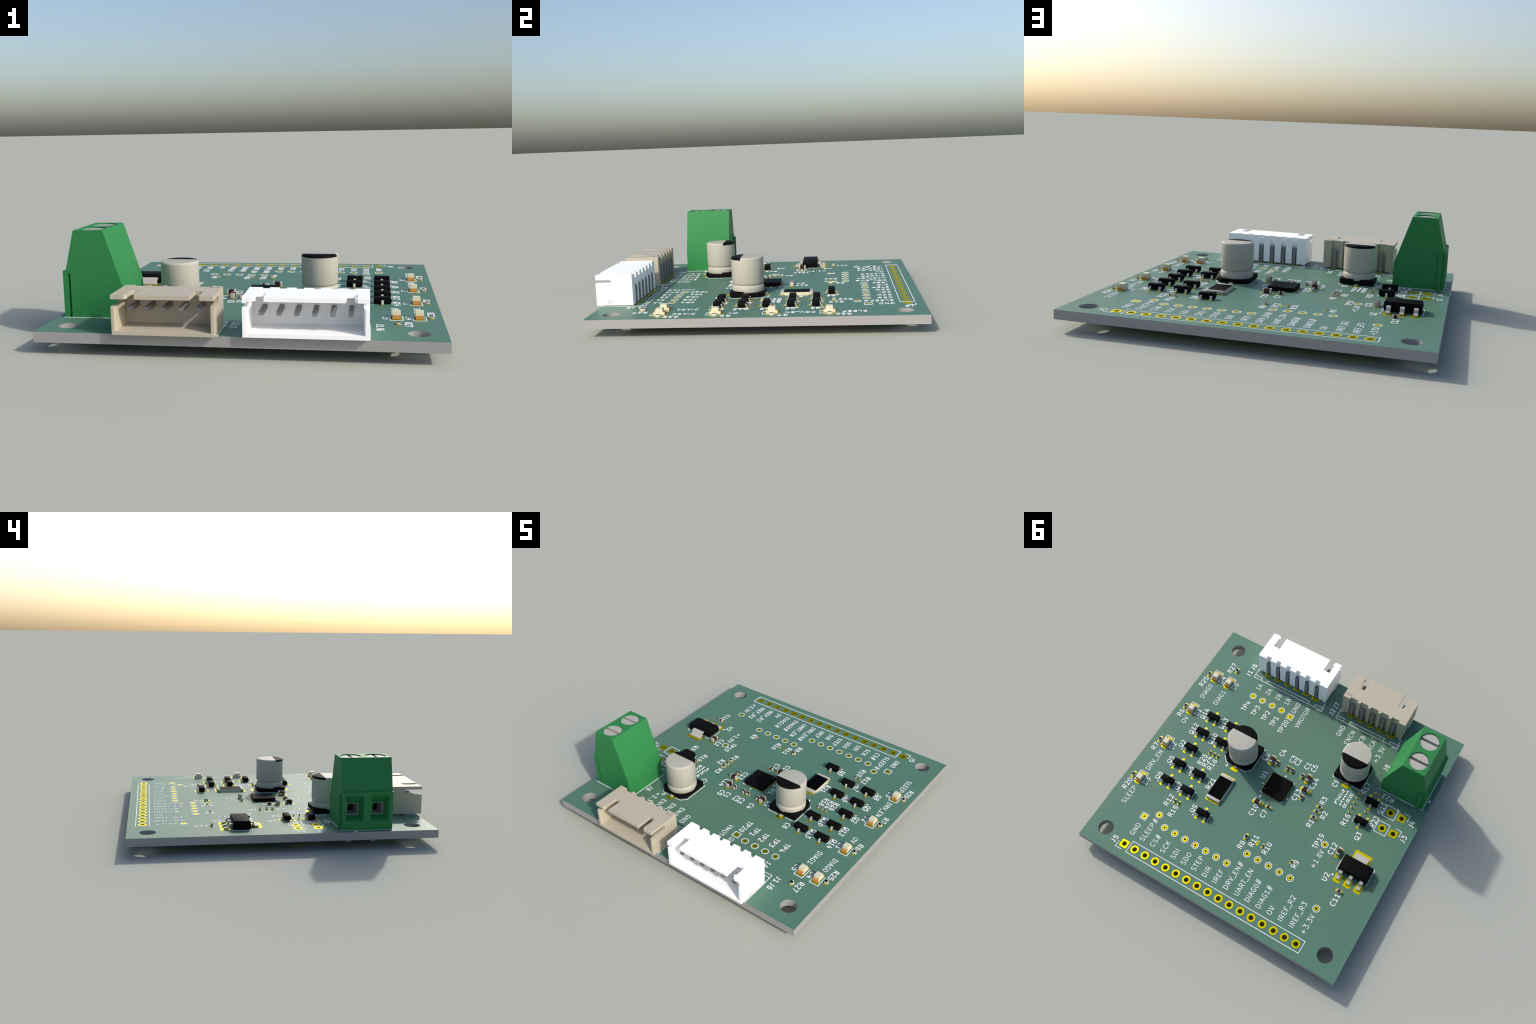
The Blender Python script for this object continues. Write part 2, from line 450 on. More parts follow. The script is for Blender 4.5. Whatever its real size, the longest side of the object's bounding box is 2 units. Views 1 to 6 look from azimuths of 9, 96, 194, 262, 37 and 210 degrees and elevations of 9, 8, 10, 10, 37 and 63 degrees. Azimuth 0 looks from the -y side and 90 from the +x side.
REFS = [("R25", 14.65, 28.35), ("R27", 21.05, 24.7), ("R6", 5.03, 28.25), ("R7", -4.96, 28.3), ("R20", -15.45, 28.2),
        ("D4", 17.15, 24.95), ("D5", 17.15, 21.45), ("D1", 7.1, 24.95), ("D2", -2.9, 24.95), ("D3", -12.9, 24.95),
        ("Q14", 7.5, 23.42), ("Q12", 3.0, 23.42), ("Q2", -1.45, 23.42), ("Q5", -6.0, 23.42), ("Q8", -10.5, 23.42),
        ("Q13", 7.5, 18.42), ("Q10", 3.0, 18.42), ("Q6", -6.0, 18.42), ("Q7", -10.5, 18.42), ("Q9", -13.2, 12.7),
        ("Q11", 7.1, -21.4), ("Q3", -1.15, -19.97), ("J1", 21.9, 20.5), ("J6", 23.95, 20.54), ("J2", 22.5, -.95),
        ("J7", 24.45, -1.0), ("J8", 16.1, -17.85), ("J5", -27.1, 22.94), ("J3", 3.05, -28.38), ("J4", 6.95, -28.4),
        ("U1", 1.25, 4.05), ("U2", -12.2, -18.47), ("TP4", 14.0, 16.55), ("TP3", 14.04, 14.05), ("TP2", 14.05, 11.4),
        ("TP1", 13.75, 9.0), ("TP20", 13.6, 6.58), ("TP19", -6.2, -13.48), ("C6", 5.08, 5.95), ("C4", 7.8, 3.25),
        ("C3", 7.57, .57), ("C2", 7.57, -.73), ("C1", 7.8, -3.0), ("C5", 8.0, -4.53), ("C14", 4.8, -6.25), ("C13", .53, -4.32),
        ("C10", -7.05, 1.72), ("C7", -6.75, -.58), ("C12", -6.2, -16.8), ("C11", -15.5, -22.4), ("C9", 7.2, -10.2),
        ("C8", 8.4, 12.97), ("R21", -6.46, 12.8), ("R12", -14.2, 18.3), ("R19", -15.9, 16.13), ("R26", -2.47, 17.58),
        ("R24", -2.42, 16.36), ("R18", -2.5, 15.0), ("R1", -3.65, -10.03), ("R2", -.62, -11.65), ("R3", 2.28, -9.97),
        ("R17", 9.5, -16.4), ("R16", .8, -16.0), ("R23", 3.5, -21.4), ("R8", -15.0, -.18), ("R11", -12.95, -2.0),
        ("R10", -13.0, -5.18), ("R9", -13.0, -11.85)]
for t, a, b in REFS: label(t, a, b)
for t, a, b in (("R14", 6.38, -13.45), ("R15", 5.05, -13.4), ("R13", 3.64, -13.36), ("R22", 9.8, -21.43)):
    label(t, a, b, rot=90)
for i, t in enumerate(["GND", "SLEEP#", "CS#", "SCK", "SDI", "SDO", "STEP", "DIR", "IREF", "DRV_EN#", "UART_EN", "DIAG0#",
                       "DIAG1#", "OV", "IREF_R2", "IREF_R3", "+3.3V"]):
    label(t, -24.78, 20.52 - 2.54*i, w=0.11, align="l")
for t, a, b in (("DIAG0", 12.75, 26.4), ("DIAG1", 12.75, 22.87), ("OV", 3.92, 26.4), ("DRV_EN", -7.9, 26.4), ("SLEEP", -17.37, 26.3),
                ("+1.8V", -9.8, -15.15)):
    label(t, a, b, w=0.11)
for t, b in (("1A", 16.6), ("2A", 14.05), ("2B", 11.45), ("1B", 9.05), ("GND", 6.52), ("VMOTOR", 4.0),
             ("GND", -4.97), ("ENCN", -7.5), ("ENCB", -10.0), ("ENCA", -12.55), ("+3.3V", -15.05)):
    label(t, 20.68 if t != "+3.3V" else 20.3, b, w=0.11, align="r")

# ------------------------------------------------------------------ pads
_cache = {}
def cached(key, make):
    if key not in _cache: _cache[key] = make()
    return _cache[key]

def through_pad(a, b, d, drill, square=False):
    def make():
        mb = MB()
        outer = (lambda t: d/2/max(abs(math.cos(t)), abs(math.sin(t)))) if square else (lambda t: d/2)
        mb.tube_ring(outer, drill/2, 0.0, PADH)
        mb.tube_ring(outer, drill/2, -THICK - PADH, -THICK)
        mb.tube_ring(lambda t: drill/2 + 0.02, drill/2, -THICK, 0.0)
        return mb.mesh("through_pad", "gold", smooth=40)
    return onboard("through_pad", cached(("tp", d, drill, square), make), a, b)

def flat_pad(a, b, w, d, rot=0, r=None):
    def make():
        rr = min(w, d)*0.25 if r is None else r
        return MB().prism(roundrect(w, d, min(rr, 0.25)), 0, PADH).mesh("flat_pad", "gold")
    return onboard("flat_pad", cached(("fp", w, d, r), make), a, b, rot)

for k, (a, b) in enumerate(J5): through_pad(a, b, 1.7, 1.0, square=(k == 0))
outline(rect(-28.33, -25.67, 19.28, J5[-1][1] - 1.33), [(-27.0, 21.88), (-28.33, 21.88), (-28.33, 20.55)])
for a, b in JUMPERS:
    through_pad(a, b, 1.7, 1.0, True); through_pad(a, b + 2.54, 1.7, 1.0)
    outline(rect(a - 1.33, a + 1.33, b + 1.27, b + 3.87), [(a, b - 1.36), (a + 1.33, b - 1.36), (a + 1.33, b)])
for a, b in TEST_ROUND:
    through_pad(a, b, 1.0, 0.46)
    mb = MB(); ribbon(mb, [(0.71*math.cos(2*math.pi*k/40), 0.71*math.sin(2*math.pi*k/40)) for k in range(40)], 0.12, 0, SILK, closed=True)
    onboard("printed_outline", cached("tpring", lambda: mb.mesh("printed_outline", "ink")), a, b)
for a, b in TEST_SQUARE:
    through_pad(a, b, 1.0, 0.46, True); outline(rect(a - .71, a + .71, b - .71, b + .71))
for k, (a, b) in enumerate(CONN6): through_pad(a, b, 1.85, 0.98, square=(k == 0))
for k, (a, b) in enumerate(CONN5): through_pad(a, b, 1.85, 0.98, square=(k == 0))
for k, (a, b) in enumerate(TERM): through_pad(a, b, 2.6, 1.3, square=(k == 0))

# ------------------------------------------------------------------ small chips
def chip(name, a, b, rot, L, W, H, t, body_mat, pad_x, pad_w, pad_d, coat=False, silk=0.0, lift=0.07):
    """Two-ended chip: ceramic body, wrapped end terminals, for resistors a black film on top."""
    def body():
        return MB().box(-L/2 + 0.03, L/2 - 0.03, -W/2 + 0.012, W/2 - 0.012, 0.01, H - 0.015).mesh(name + "_body", body_mat)
    def term():
        mb = MB()
        for s in (-1, 1):
            x0, x1 = sorted((s*L/2, s*(L/2 - t)))
            mb.box(x0, x1, -W/2, W/2, 0, H)
        return mb.mesh("end_terminal", "tin", bevel=min(0.04, H*0.1), seg=2, smooth=35)
    ob = place(name, cached((name, L, "b"), body), root, a, b, rot, lift)
    sub("end_terminal", cached((name, L, "t"), term), ob)
    if coat:
        sub("resistive_film", cached((name, L, "c"), lambda: MB().box(-L/2 + t + 0.01, L/2 - t - 0.01, -W/2 + 0.03, W/2 - 0.03, H - 0.02, H + 0.005)
            .mesh("resistive_film", "coating")), ob)
    c, s = math.cos(math.radians(rot)), math.sin(math.radians(rot))
    for k in (-1, 1): flat_pad(a + k*pad_x*c, b + k*pad_x*s, pad_w, pad_d, rot)
    if silk:
        def ln(vv, hw): return [(a + u*c - vv*s, b + u*s + vv*c) for u in (-hw, hw)]
        hw = 0.15 if L < 2 else 2.18
        outline(ln(-silk, hw), ln(silk, hw))
    return ob

def res0201(a, b, rot=0): chip("chip_resistor", a, b, rot, 0.6, 0.3, 0.26, 0.15, "ceramic", 0.32, 0.46, 0.40, True)
def res0402(a, b, rot=0): chip("chip_resistor", a, b, rot, 1.0, 0.5, 0.36, 0.22, "ceramic", 0.51, 0.54, 0.64, True, silk=0.38)
def cap0402(a, b, rot=0): chip("chip_capacitor", a, b, rot, 1.0, 0.5, 0.5, 0.26, "brown", 0.48, 0.56, 0.62, silk=0.36)
def cap0603(a, b, rot=0): chip("chip_capacitor", a, b, rot, 1.6, 0.8, 0.87, 0.33, "brown", 0.775, 0.9, 0.95, silk=0.51)

for a, b in ((-.23, 17.02), (-.23, 16.01), (-.23, 15.03), (-13.75, 17.07), (-13.75, 16.04), (-12.97, -10.93), (-13.0, -4.17)): res0201(a, b)
for a, b in ((7.78, -16.0), (6.51, -16.02), (5.25, -16.01), (4.0, -16.0), (2.76, -16.01), (4.5, -19.01), (9.51, -19.0)): res0201(a, b, 90)
for k in (-1, 1): flat_pad(-12.97 + .33*k, -2.95, .46, .40)
for a, b in ((17.0, 28.27), (21.0, 23.22), (7.0, 28.25), (-3.0, 28.26), (-13.0, 28.25), (-13.0, -.2)): res0402(a, b)
for a, b in ((-2.18, -10.06), (-.73, -10.02), (.52, -10.01)): res0402(a, b, 90)
for a, b in ((5.03, 3.08), (5.03, .46), (5.03, -.6), (4.99, -3.2), (.55, -5.53)): cap0402(a, b)
for a, b in ((-4.95, -.76), (-13.5, -22.28)): cap0402(a, b, 90)
for a, b in ((5.07, 4.35), (5.1, -4.63), (-6.25, -18.3)): cap0603(a, b)
for a, b in ((2.45, -5.44), (-5.05, 1.83)): cap0603(a, b, 90)
chip("power_resistor", -6.5, 10.3, 0, 6.3, 3.2, 0.58, 0.62, "ceramic", 2.96, 1.13, 3.35, True, silk=1.72)

# ------------------------------------------------------------------ indicator lamps
def lamp(a, b):
    ob = place("indicator_lamp", cached("lamp_base", lambda: MB().box(-1.0, 1.0, -.625, .625, 0, .5).mesh("indicator_lamp", "lens", bevel=.01, seg=1)), root, a, b, 0, 0.07)
    def lens():
        r = lambda L, W, h: [(-L/2, -W/2, h), (L/2, -W/2, h), (L/2, W/2, h), (-L/2, W/2, h)]
        return MB().stack([r(1.32, 1.25, .49), r(1.32, 1.25, .52), r(1.2, 1.2, 1.12)]).mesh("lens", "lens", bevel=.02, seg=2)
    def term():
        mb = MB()
        for s in (-1, 1):
            x = sorted((s*1.03, s*0.95)); mb.box(x[0], x[1], -.61, .61, 0.0, .54)
            x = sorted((s*0.96, s*0.62)); mb.box(x[0], x[1], -.61, .61, .47, .535)
        return mb.mesh("lamp_terminal", "copper")
    sub("lens", cached("lens", lens), ob)
    sub("lamp_terminal", cached("lampterm", term), ob)
    for k in (-1, 1): flat_pad(a + .9375*k, b, .975, 1.4)
    outline([(a - 1.0, b + .96), (a + 1.685, b + .96), (a + 1.685, b - .96), (a - 1.0, b - .96)])
for a, b in ((17.03, 26.5), (17.03, 23.02), (7.03, 26.53), (-2.98, 26.53), (-12.98, 26.52)): lamp(a, b)

# ------------------------------------------------------------------ three-legged packages
def smooth_path(pts, r=0.12, n=4):
    """Round the corners of a (u, h) polyline."""
    out = [pts[0]]
    for k in range(1, len(pts) - 1):
        p, q, s = Vector(pts[k-1]), Vector(pts[k]), Vector(pts[k+1])
        d0, d1 = (p - q), (s - q)
        rr = min(r, d0.length*0.45, d1.length*0.45)
        A, B = q + d0.normalized()*rr, q + d1.normalized()*rr
        for t in range(n + 1):
            f = t/n
            out.append(tuple(A*(1-f)**2 + q*2*f*(1-f) + B*f*f))
    out.append(pts[-1])
    return out

def package_body(L, W, h0, hm, h1, bot, top, corner=0.0):
    r = lambda dl, dw, h: [(x*(L/2 - dl), y*(W/2 - dw), h) for x, y in ((-1, -1), (1, -1), (1, 1), (-1, 1))]
    return MB().stack([r(bot, bot, h0), r(0, 0, hm - .05), r(0, 0, hm + .05), r(top, top, h1)])

def transistor(a, b, rot):
    ob = place("transistor", cached("sotb", lambda: package_body(1.32, 2.92, .10, .62, 1.13, .07, .07).mesh("transistor", "plastic", bevel=.03, seg=2, smooth=25)), root, a, b, rot, 0.04)
    def leads():
        path = smooth_path([(.55, .60), (.86, .60), (.93, .14), (1.24, .12)])
        mb = MB()
        mb.strip(path, .15, .42, 0.0)
        for v in (-.95, .95): mb.strip([(-x, y) for x, y in path], .15, .42, v)
        return mb.mesh("lead", "lead", smooth=40)
    sub("lead", cached("sotl", leads), ob)
    c, s = math.cos(math.radians(rot)), math.sin(math.radians(rot))
    W = lambda u, v: (a + u*c - v*s, b + u*s + v*c)
    for u, v in ((-.9375, .95), (-.9375, -.95), (.9375, 0)):
        p = W(u, v); flat_pad(p[0], p[1], 1.475, .6, rot)
    outline([W(-.65, 1.56), W(.65, 1.56)], [W(-.65, -1.56), W(.65, -1.56)])
    fill([W(-1.33, 1.66), W(-1.09, 1.99), W(-.85, 1.66)] if False else [W(-1.16, 1.51), W(-1.4, 1.84), W(-.92, 1.84)])
for a, b in ((7.53, 21.01), (3.03, 21.01), (-1.48, 21.01), (-5.98, 21.02), (-10.5, 21.02), (7.54, 16.02), (3.02, 16.01), (-5.99, 16.02),
             (-10.5, 16.0), (-13.26, 10.26)): transistor(a, b, 0)
transistor(7.0, -19.0, 180); transistor(1.97, -18.98, 180)

def regulator(a, b):
    ob = place("regulator", package_body(3.5, 6.5, .12, .95, 1.72, .15, .16).mesh("regulator", "plastic", bevel=.05, seg=2, smooth=25), root, a, b, 0, 0.05)
    path = smooth_path([(1.6, .98), (2.34, .98), (2.56, .20), (3.48, .18)], .28, 6)
    mb = MB(); mb.strip(path, .26, 3.0, 0.0)
    sub("heat_tab", mb.mesh("heat_tab", "lead", smooth=40), ob)
    leads = [MB().strip([(-x, y) for x, y in path], .26, .74, v) for v in (-2.3, 0, 2.3)]
    for l in leads: sub("lead", l.mesh("lead", "lead", smooth=40), ob)
    flat_pad(a + 3.15, b, 2.0, 3.8, r=.42)
    for v in (-2.3, 0, 2.3): flat_pad(a - 3.15, b + v, 2.0, 1.5, r=.3)
    outline([(a - 1.85, b + 3.43), (a + 2.02, b + 3.43), (a + 2.02, b + 2.2)], [(a - 1.85, b - 3.43), (a + 2.02, b - 3.43), (a + 2.02, b - 2.2)])
    fill([(a - 3.1, b + 3.28), (a - 3.38, b + 3.72), (a - 2.82, b + 3.72)])
regulator(-8.0, -23.0)

# ------------------------------------------------------------------ the flat driver chip
def driver():
    ob = place("driver_chip", MB().box(-2.5, 2.5, -2.5, 2.5, .03, .78).mesh("driver_chip", "plastic", bevel=.02, seg=1), root, -.06, -.04, 0, 0.04)
    sub("pin_dot", MB().prism([(-1.86 + .13*math.cos(t*math.pi/8), 2.0 + .13*math.sin(t*math.pi/8)) for t in range(16)], .7, .785).mesh("pin_dot", "dot"), ob)
    mb = MB()
    for k in range(8):
        t = -1.75 + .5*k
        for s in (-1, 1):
            x = sorted((s*2.1, s*2.75))
            mb.box(x[0], x[1], t - .13, t + .13, 0, PADH); mb.box(t - .13, t + .13, x[0], x[1], 0, PADH)
    onboard("chip_pads", mb.mesh("chip_pads", "gold"), .03, .03)["kind"] = "stuff"
    q, e = 2.66, 2.22
    outline([(-q, e), (-q, q), (-e, q)], [(-q, -e), (-q, -q), (-e, -q)], [(q, -e), (q, -q), (e, -q)], w=.14)
    for p, d in (((3.21, -.23), 1), ((-.74, 3.22), 0), ((-1.27, -3.2), 0)):
        w, l = (.25, .38) if d else (.38, .25)
        fill(rect(p[0] - l/2 if d else p[0] - w/2, p[0] + l/2 if d else p[0] + w/2, p[1] - w/2 if d else p[1] - l/2, p[1] + w/2 if d else p[1] + l/2)[:4])
    label("*", -3.55, 1.95, w=.13)
driver()

# ------------------------------------------------------------------ can capacitors
def can_capacitor(a, b, rot):
    """Aluminium can on a black base; the plus side is at -u, the black segment at +u."""
    base = MB().prism([(-2.25, -3.3), (3.15, -3.3), (3.3, -3.15), (3.3, 3.15), (3.15, 3.3), (-2.25, 3.3), (-3.3, 2.25), (-3.3, -2.25)], .28, .86)
    base_me = base.mesh("can_base", "plastic")
    hi = MB().prism([(.57, -3.3), (3.15, -3.3), (3.3, -3.15), (3.3, 3.15), (3.15, 3.3), (.57, 3.3)], .8, 1.2).mesh("w", "plastic")
    cut1 = MB().lathe([(0, .83), (3.2, .83), (3.2, 2), (0, 2)], 64).mesh("c", "plastic", merge=True)
    cut2 = MB().box(2.0, 4.0, -.63, .63, .83, 2).mesh("c", "plastic")
    hi = boolean(hi, [cut1, cut2], "w", "plastic")
    base_me = boolean(base_me, [hi], "can_base", "plastic", ops=['UNION'])
    bm = bmesh.new(); bm.from_mesh(base_me); bmesh.ops.recalc_face_normals(bm, faces=bm.faces); bm.to_mesh(base_me); bm.free()
    base_ob = place("can_capacitor", base_me, root, a, b, rot, 0.0)
    fil = [(2.75 + .4*math.sin(t*math.pi/16), 7.32 + .4*math.cos(t*math.pi/16)) for t in range(9)][::-1]
    prof = [(0, .845), (2.95, .845), (3.08, .88), (3.15, 1.0), (3.15, 1.92), (3.1, 2.03), (2.93, 2.2), (2.88, 2.3), (2.93, 2.4), (3.1, 2.55), (3.15, 2.68)] + fil + [(0, 7.72)]
    sub("can", MB().lathe(prof, 96).mesh("can", "can", smooth=50, merge=True), base_ob)
    # black polarity segment: the same lid shape a hair larger, cut along a chord
    shell = [(r + .012, h + .0) for r, h in fil]
    shell = [(3.162, 7.28)] + shell[1:-1] + [(2.75, 7.735), (0, 7.735), (0, 7.28), (3.162, 7.28)]
    me = MB().lathe(shell, 96).mesh("polarity_mark", "canblack", merge=True)
    bm = bmesh.new(); bm.from_mesh(me)
    bmesh.ops.bisect_plane(bm, geom=bm.verts[:] + bm.edges[:] + bm.faces[:], plane_co=(0.98*S, 0, 0), plane_no=(-1, 0, 0), clear_outer=True)
    bm.to_mesh(me); bm.free()
    me.shade_smooth(); me.set_sharp_from_angle(angle=math.radians(50))
    sub("polarity_mark", me, base_ob)
    mb = MB()
    for s in (-1, 1):
        x = sorted((s*2.6, s*3.78)); mb.box(x[0], x[1], -.36, .36, .06, .30)
    sub("lead", mb.mesh("lead", "lead", bevel=.03, seg=2), base_ob)
    c, s = math.cos(math.radians(rot)), math.sin(math.radians(rot))
    W = lambda u, v: (a + u*c - v*s, b + u*s + v*c)
    for u in (-2.7, 2.7):
        p = W(u, 0); flat_pad(p[0], p[1], 3.5, 1.6, rot, r=.22)
    q, e, g = 3.41, 2.35, 1.06
    outline([W(q, g), W(q, q), W(-e, q), W(-q, e), W(-q, g)], [W(q, -g), W(q, -q), W(-e, -q), W(-q, -e), W(-q, -g)],
            [W(-4.44, 1.85), W(-3.65, 1.85)], [W(-4.045, 1.45), W(-4.045, 2.25)])
can_capacitor(3.05, 10.3, 0)
can_capacitor(11.77, -12.245, 180)

# ------------------------------------------------------------------ screw terminal block
def terminal_block():
    a0, a1, am = 10.93, 20.99, 15.96
    prof = [(-28.8, .02), (-18.93, .02), (-18.97, 4.65), (-21.97, 13.87), (-26.76, 13.87), (-28.27, 7.62), (-28.8, 7.46)]
    mb = MB(); n = len(prof)
    mb.v += [(a0, y, h) for y, h in prof] + [(a1, y, h) for y, h in prof]
    mb.f += [list(range(n)), [n + k for k in range(n - 1, -1, -1)]] + [[k, n + k, n + (k+1) % n, (k+1) % n] for k in range(n)]
    body = mb.mesh("t", "green")
    cut = [MB().box(a1 - .55, a1 + 1, -27.94, -27.56, -1, 7.07).mesh("c", "green")]
    ridge = MB().box(a0 - .5, a0 - .001, -28.02, -27.40, .02, 7.0).mesh("locking_rib", "green")
    for ca in (a0 + 2.53, a0 + 7.53):
        q = MB()
        fr = lambda hw, hh, hc, y: [(ca - hw, y, hc - hh), (ca + hw, y, hc - hh), (ca + hw, y, hc + hh), (ca - hw, y, hc + hh)]
        q.stack([fr(1.78, 2.5, 4.3, -28.81), fr(1.15, 1.15, 3.85, -27.0)])
        cut.append(q.mesh("c", "green"))
        cut.append(MB().box(ca - 1.149, ca + 1.149, -27.1, -21.5, 2.701, 4.999).mesh("c", "green"))
        s = MB(); s.lathe([(0, 12.6), (2.0, 12.6), (2.0, 15), (0, 15)], 64)
        s.v = [(x + ca, y - 24.37, z) for x, y, z in s.v]
        cut.append(s.mesh("c", "green", merge=True))
    me = boolean(body, cut, "terminal_block", "green", smooth=30)
    ob = place("terminal_block", me, root, 0, 0, 0, 0)
    sub("locking_rib", ridge, ob)
    for ca, (pa, pb) in zip((a0 + 2.53, a0 + 7.53), TERM):
        s = MB().lathe([(0, 12.5), (1.93, 12.5), (1.93, 13.62), (1.9, 13.68), (0, 13.68)], 64)
        s.v = [(x + ca, y - 24.37, z) for x, y, z in s.v]
        slot = MB().box(ca - .29, ca + .29, -27, -22, 13.1, 14).mesh("c", "screw")
        sm = boolean(s.mesh("s", "screw", merge=True), [slot], "clamp_screw", "screw", smooth=30)
        sub("clamp_screw", sm, ob)
        cl = MB().box(ca - 1.14, ca + 1.14, -26.95, -23.0, 2.71, 4.99).mesh("c", "clamp")
        inner = MB().box(ca - 1.06, ca + 1.06, -27.5, -22.0, 2.79, 4.91).mesh("c", "clamp")
        sub("wire_clamp", boolean(cl, [inner], "wire_clamp", "clamp"), ob)
        sub("terminal_pin", MB().box(pa - .53, pa + .53, pb - .4, pb + .4, -3.43, 0.6).mesh("terminal_pin", "lead", bevel=.06, seg=2), ob)
    outline(rect(10.87, 21.1, -28.88, -18.85))
    fill([(13.5, -28.98), (13.1, -29.55), (13.9, -29.55)])
terminal_block()

# ------------------------------------------------------------------ shrouded connectors
def xbox(mb, a0, a1, b0, b1, h0, h1): return mb.box(a0, a1, b0, b1, h0, h1)

def shroud(pins, mat, b0, b1, a0, a1, h0, h1, back, wall, floor, top, slot_h, slot_a, notches, notch_a, barb, groove_w, groove_d, groove_off,
           pin_h, pin_a, pin_top):
    body = MB().box(a0, a1, b0, b1, h0, h1).mesh("s", mat)
    ci, co = wall + .22, wall - .06      # walls thin out towards the mouth
    q = MB()
    ring = lambda w, f, a: [(a, b0 + w, h0 + f), (a, b1 - w, h0 + f), (a, b1 - w, h1 - top), (a, b0 + w, h1 - top)]
    q.stack([ring(ci, floor + .12, back), ring(ci, floor + .12, a1 - 1.4), ring(co + .12, floor, a1 - .5), ring(co, floor - .04, a1 + .02)])
    cut = [q.mesh("c", mat)]
    # side slots under the top plate
    r = .3
    prof = [(a1 + 1, slot_h[0]), (slot_a, slot_h[0]), (slot_a, slot_h[1] - r)] + \
           [(slot_a + r - r*math.cos(t*math.pi/8), slot_h[1] - r + r*math.sin(t*math.pi/8)) for t in range(1, 5)] + [(a1 + 1, slot_h[1])]
    for y0, y1 in ((b0 - 1, b0 + ci + .3), (b1 - ci - .3, b1 + 1)):
        s = MB(); n = len(prof)
        s.v += [(x, y0, h) for x, h in prof] + [(x, y1, h) for x, h in prof]
        s.f += [list(range(n)), [n + k for k in range(n - 1, -1, -1)]] + [[k, n + k, n + (k+1) % n, (k+1) % n] for k in range(n)]
        cut.append(s.mesh("c", mat))
    # notches in the top plate with a small barb on the outer tab
    for lo, hi, outer in notches:
        s = 1 if outer > 0 else -1
        i, o = (lo, hi) if s > 0 else (hi, lo)
        if barb == "hook":
            out = [(notch_a, i), (a1 + 1, i), (a1 + 1, o + .12*s), (a1 - .02, o + .06*s), (a1 - .62, o - .36*s), (a1 - .88, o - .30*s), (a1 - .92, o), (notch_a, o)]
        else:
            rr = .42
            cc = [(notch_a + rr - rr*math.cos(t*math.pi/8), o - rr*s + rr*s*math.sin(t*math.pi/8)) for t in range(0, 5)]
            out = [(notch_a, i), (a1 + 1, i), (a1 + 1, o + .27*s), (a1 - .1, o + .25*s), (a1 - .55, o - .05*s), (a1 - .8, o - .05*s), (a1 - 1.0, o + .1*s)] + \
                  [(notch_a + 1.2, o + .1*s)] + cc[::-1]
        cut.append(MB().prism(out, h1 - top - .3, h1 + 1).mesh("c", mat))
    # open grooves at the back where the pins bend down
    for pa, pb in pins:
        y = pb + groove_off
        cut.append(MB().box(a0 - 1, a0 + groove_d, y - groove_w/2, y + groove_w/2, h0 - 1, h1 + 1).mesh("c", mat))
    me = boolean(body, cut, "connector_shroud", mat, smooth=28)
    ob = place("connector_shroud", me, root, 0, 0, 0, 0)
    hw = .32
    for pa, pb in pins:
        m = MB()
        n = 6; r = .42
        # bent square pin: tip in the shroud, elbow at the back, tail through the board
        oc = [(pa - hw + r - r*math.cos(t*math.pi/2/n), pin_top - r + r*math.sin(t*math.pi/2/n)) for t in range(n + 1)]
        path = [(pa - hw, -3.25)] + oc + [(pin_a - .12, pin_top), (pin_a, pin_top - .1), (pin_a, pin_top - .54), (pin_a - .12, pin_top - .64), (pa + hw, pin_top - .64), (pa + hw, -3.25), (pa + hw - .15, -3.4), (pa - hw + .15, -3.4)]
        k = len(path)
        m.v += [(x, pb - hw, h) for x, h in path] + [(x, pb + hw, h) for x, h in path]
        m.f += [list(range(k)), [k + j for j in range(k - 1, -1, -1)]] + [[j, k + j, k + (j+1) % k, (j+1) % k] for j in range(k)]
        sub("connector_pin", m.mesh("connector_pin", "pin", bevel=0, smooth=30), ob)
    return ob

six = shroud(CONN6, "white", 1.5, 19.03, 23.88, 30.88, .2, 5.95, 25.45, .58, .62, .6, (4.48, 5.1), 27.95,
             [(15.87, 17.4, 1), (3.0, 4.55, -1)], 27.7, "hook", 1.08, .78, 0.0, 3.48, 29.95, 3.8)
five = shroud(CONN5, "tan", -17.5, -2.5, 24.0, 31.0, .12, 6.0, 26.15, .5, .55, .64, (4.3, 5.35), 27.3,
              [(-5.9, -4.72, 1), (-15.25, -14.0, -1)], 27.55, "soft", 1.78, .53, -.04, 3.75, 29.95, 4.08)

# small moulded marks on the shrouds: a looped cloud and two lines of tiny text
def cloud(mb, cx, cy, s, w, h):
    pts = []
    for ox, oy, r, t0, t1 in ((-.26, -.05, .24, 250, 105), (.0, .16, .24, 150, 25), (.26, -.04, .23, 80, -80)):
        pts += [(cx + s*(ox + r*math.cos(math.radians(t0 + (t1 - t0)*k/7))), cy + s*(oy + r*math.sin(math.radians(t0 + (t1 - t0)*k/7)))) for k in range(8)]
    ribbon(mb, pts, w, h[0], h[1])
    ribbon(mb, [(cx + s*x, cy + s*y) for x, y in ((-.26, -.28), (-.12, -.14), (.02, -.12), (.12, -.06))], w, h[0], h[1] + .004)
    ribbon(mb, [(cx + s*(-.14 + .1*math.cos(t*math.pi/6)), cy + s*(-.28 + .1*math.sin(t*math.pi/6))) for t in range(12)], w, h[0], h[1] + .008, closed=True)

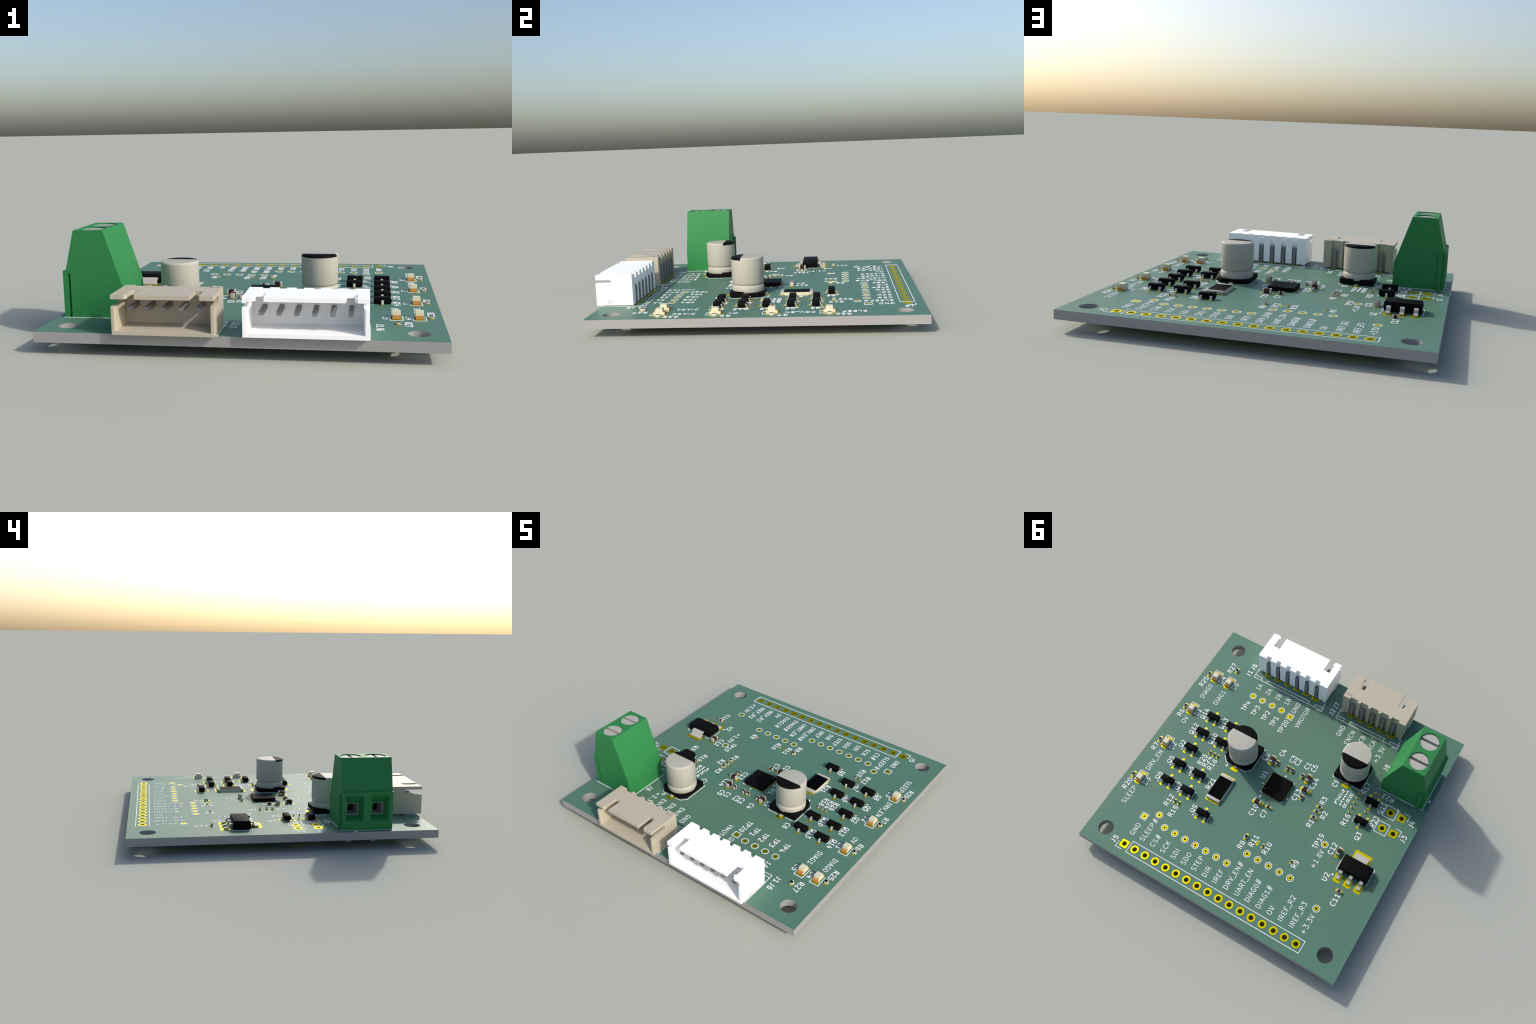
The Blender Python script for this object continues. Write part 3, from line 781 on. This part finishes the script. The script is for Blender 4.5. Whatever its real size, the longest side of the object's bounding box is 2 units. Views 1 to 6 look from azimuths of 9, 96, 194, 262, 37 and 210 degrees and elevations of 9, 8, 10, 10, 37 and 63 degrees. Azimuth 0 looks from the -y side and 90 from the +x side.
def tiny_text(body, size):
    cu = bpy.data.curves.new("t", 'FONT'); cu.body = body; cu.size = size; cu.extrude = 0.01; cu.align_x = 'LEFT'; cu.resolution_u = 2
    ob = bpy.data.objects.new("t", cu); bpy.context.collection.objects.link(ob)
    dg = bpy.context.evaluated_depsgraph_get(); me = bpy.data.meshes.new_from_object(ob.evaluated_get(dg))
    v = [tuple(x.co) for x in me.vertices]; f = [list(p.vertices) for p in me.polygons]
    bpy.data.objects.remove(ob); bpy.data.meshes.remove(me)
    return v, f

def mould_mark(parent, to_local, s, dark, faint):
    mb = MB(); cloud(mb, 0.0, 0.0, s, .06*s, (-.01, .012))
    mb.v = [to_local(*p) for p in mb.v]
    sub("mould_mark", mb.mesh("mould_mark", dark), parent)
    mb = MB()
    for line, y in (("LCEDA", .08), ("EasyEDA", -.36)):
        v, f = tiny_text(line, .42*s); i = len(mb.v)
        mb.v += [(x + .62*s, yy + y*s, z + .002) for x, yy, z in v]; mb.f += [[i + k for k in q] for q in f]
    mb.v = [to_local(*p) for p in mb.v]
    sub("mould_text", mb.mesh("mould_text", faint), parent)
# on the white shroud the mark is on the side, read from +b; on the tan one on top, read from the mouth
mould_mark(six, lambda x, y, z: (28.2 - x, 19.03 + z, .98 + y), 1.0, "mark", "faint")
mould_mark(five, lambda x, y, z: (24.98 - y, -3.95 + x, 6.0 + z), .56, "mark", "tanmark")

def header_print(pins, b_lo, b_hi):
    lo, hi = pins[0][1], pins[-1][1]
    e0, e1 = 21.59, 27.6
    outline(rect(e0, e1, b_lo, b_hi),
            [(e0, b_lo + 1.83), (e0 + .75, b_lo + 1.83), (e0 + .75, b_lo)], [(e0, b_hi - 1.83), (e0 + .75, b_hi - 1.83), (e0 + .75, b_hi)],
            [(e0, lo + .75), (e0 + .75, lo + .75), (e0 + .75, hi - .75), (e0, hi - .75)],
            [(e1 - 3.75, b_lo), (e1 - 3.75, b_lo + .75), (e1 - .7, b_lo + .75)], [(e1 - 3.75, b_hi), (e1 - 3.75, b_hi - .75), (e1 - .7, b_hi - .75)],
            [(e0 - .3, b_lo + .98), (e0 - .3, b_lo - .3), (e0 + .96, b_lo - .3)])
    outline([(23.6, b_lo - .0), (30.0, b_lo - .0)], [(23.6, b_hi + .03), (30.0, b_hi + .03)])
header_print(CONN6, 1.43, 19.06)
header_print(CONN5, -17.57, -2.42)
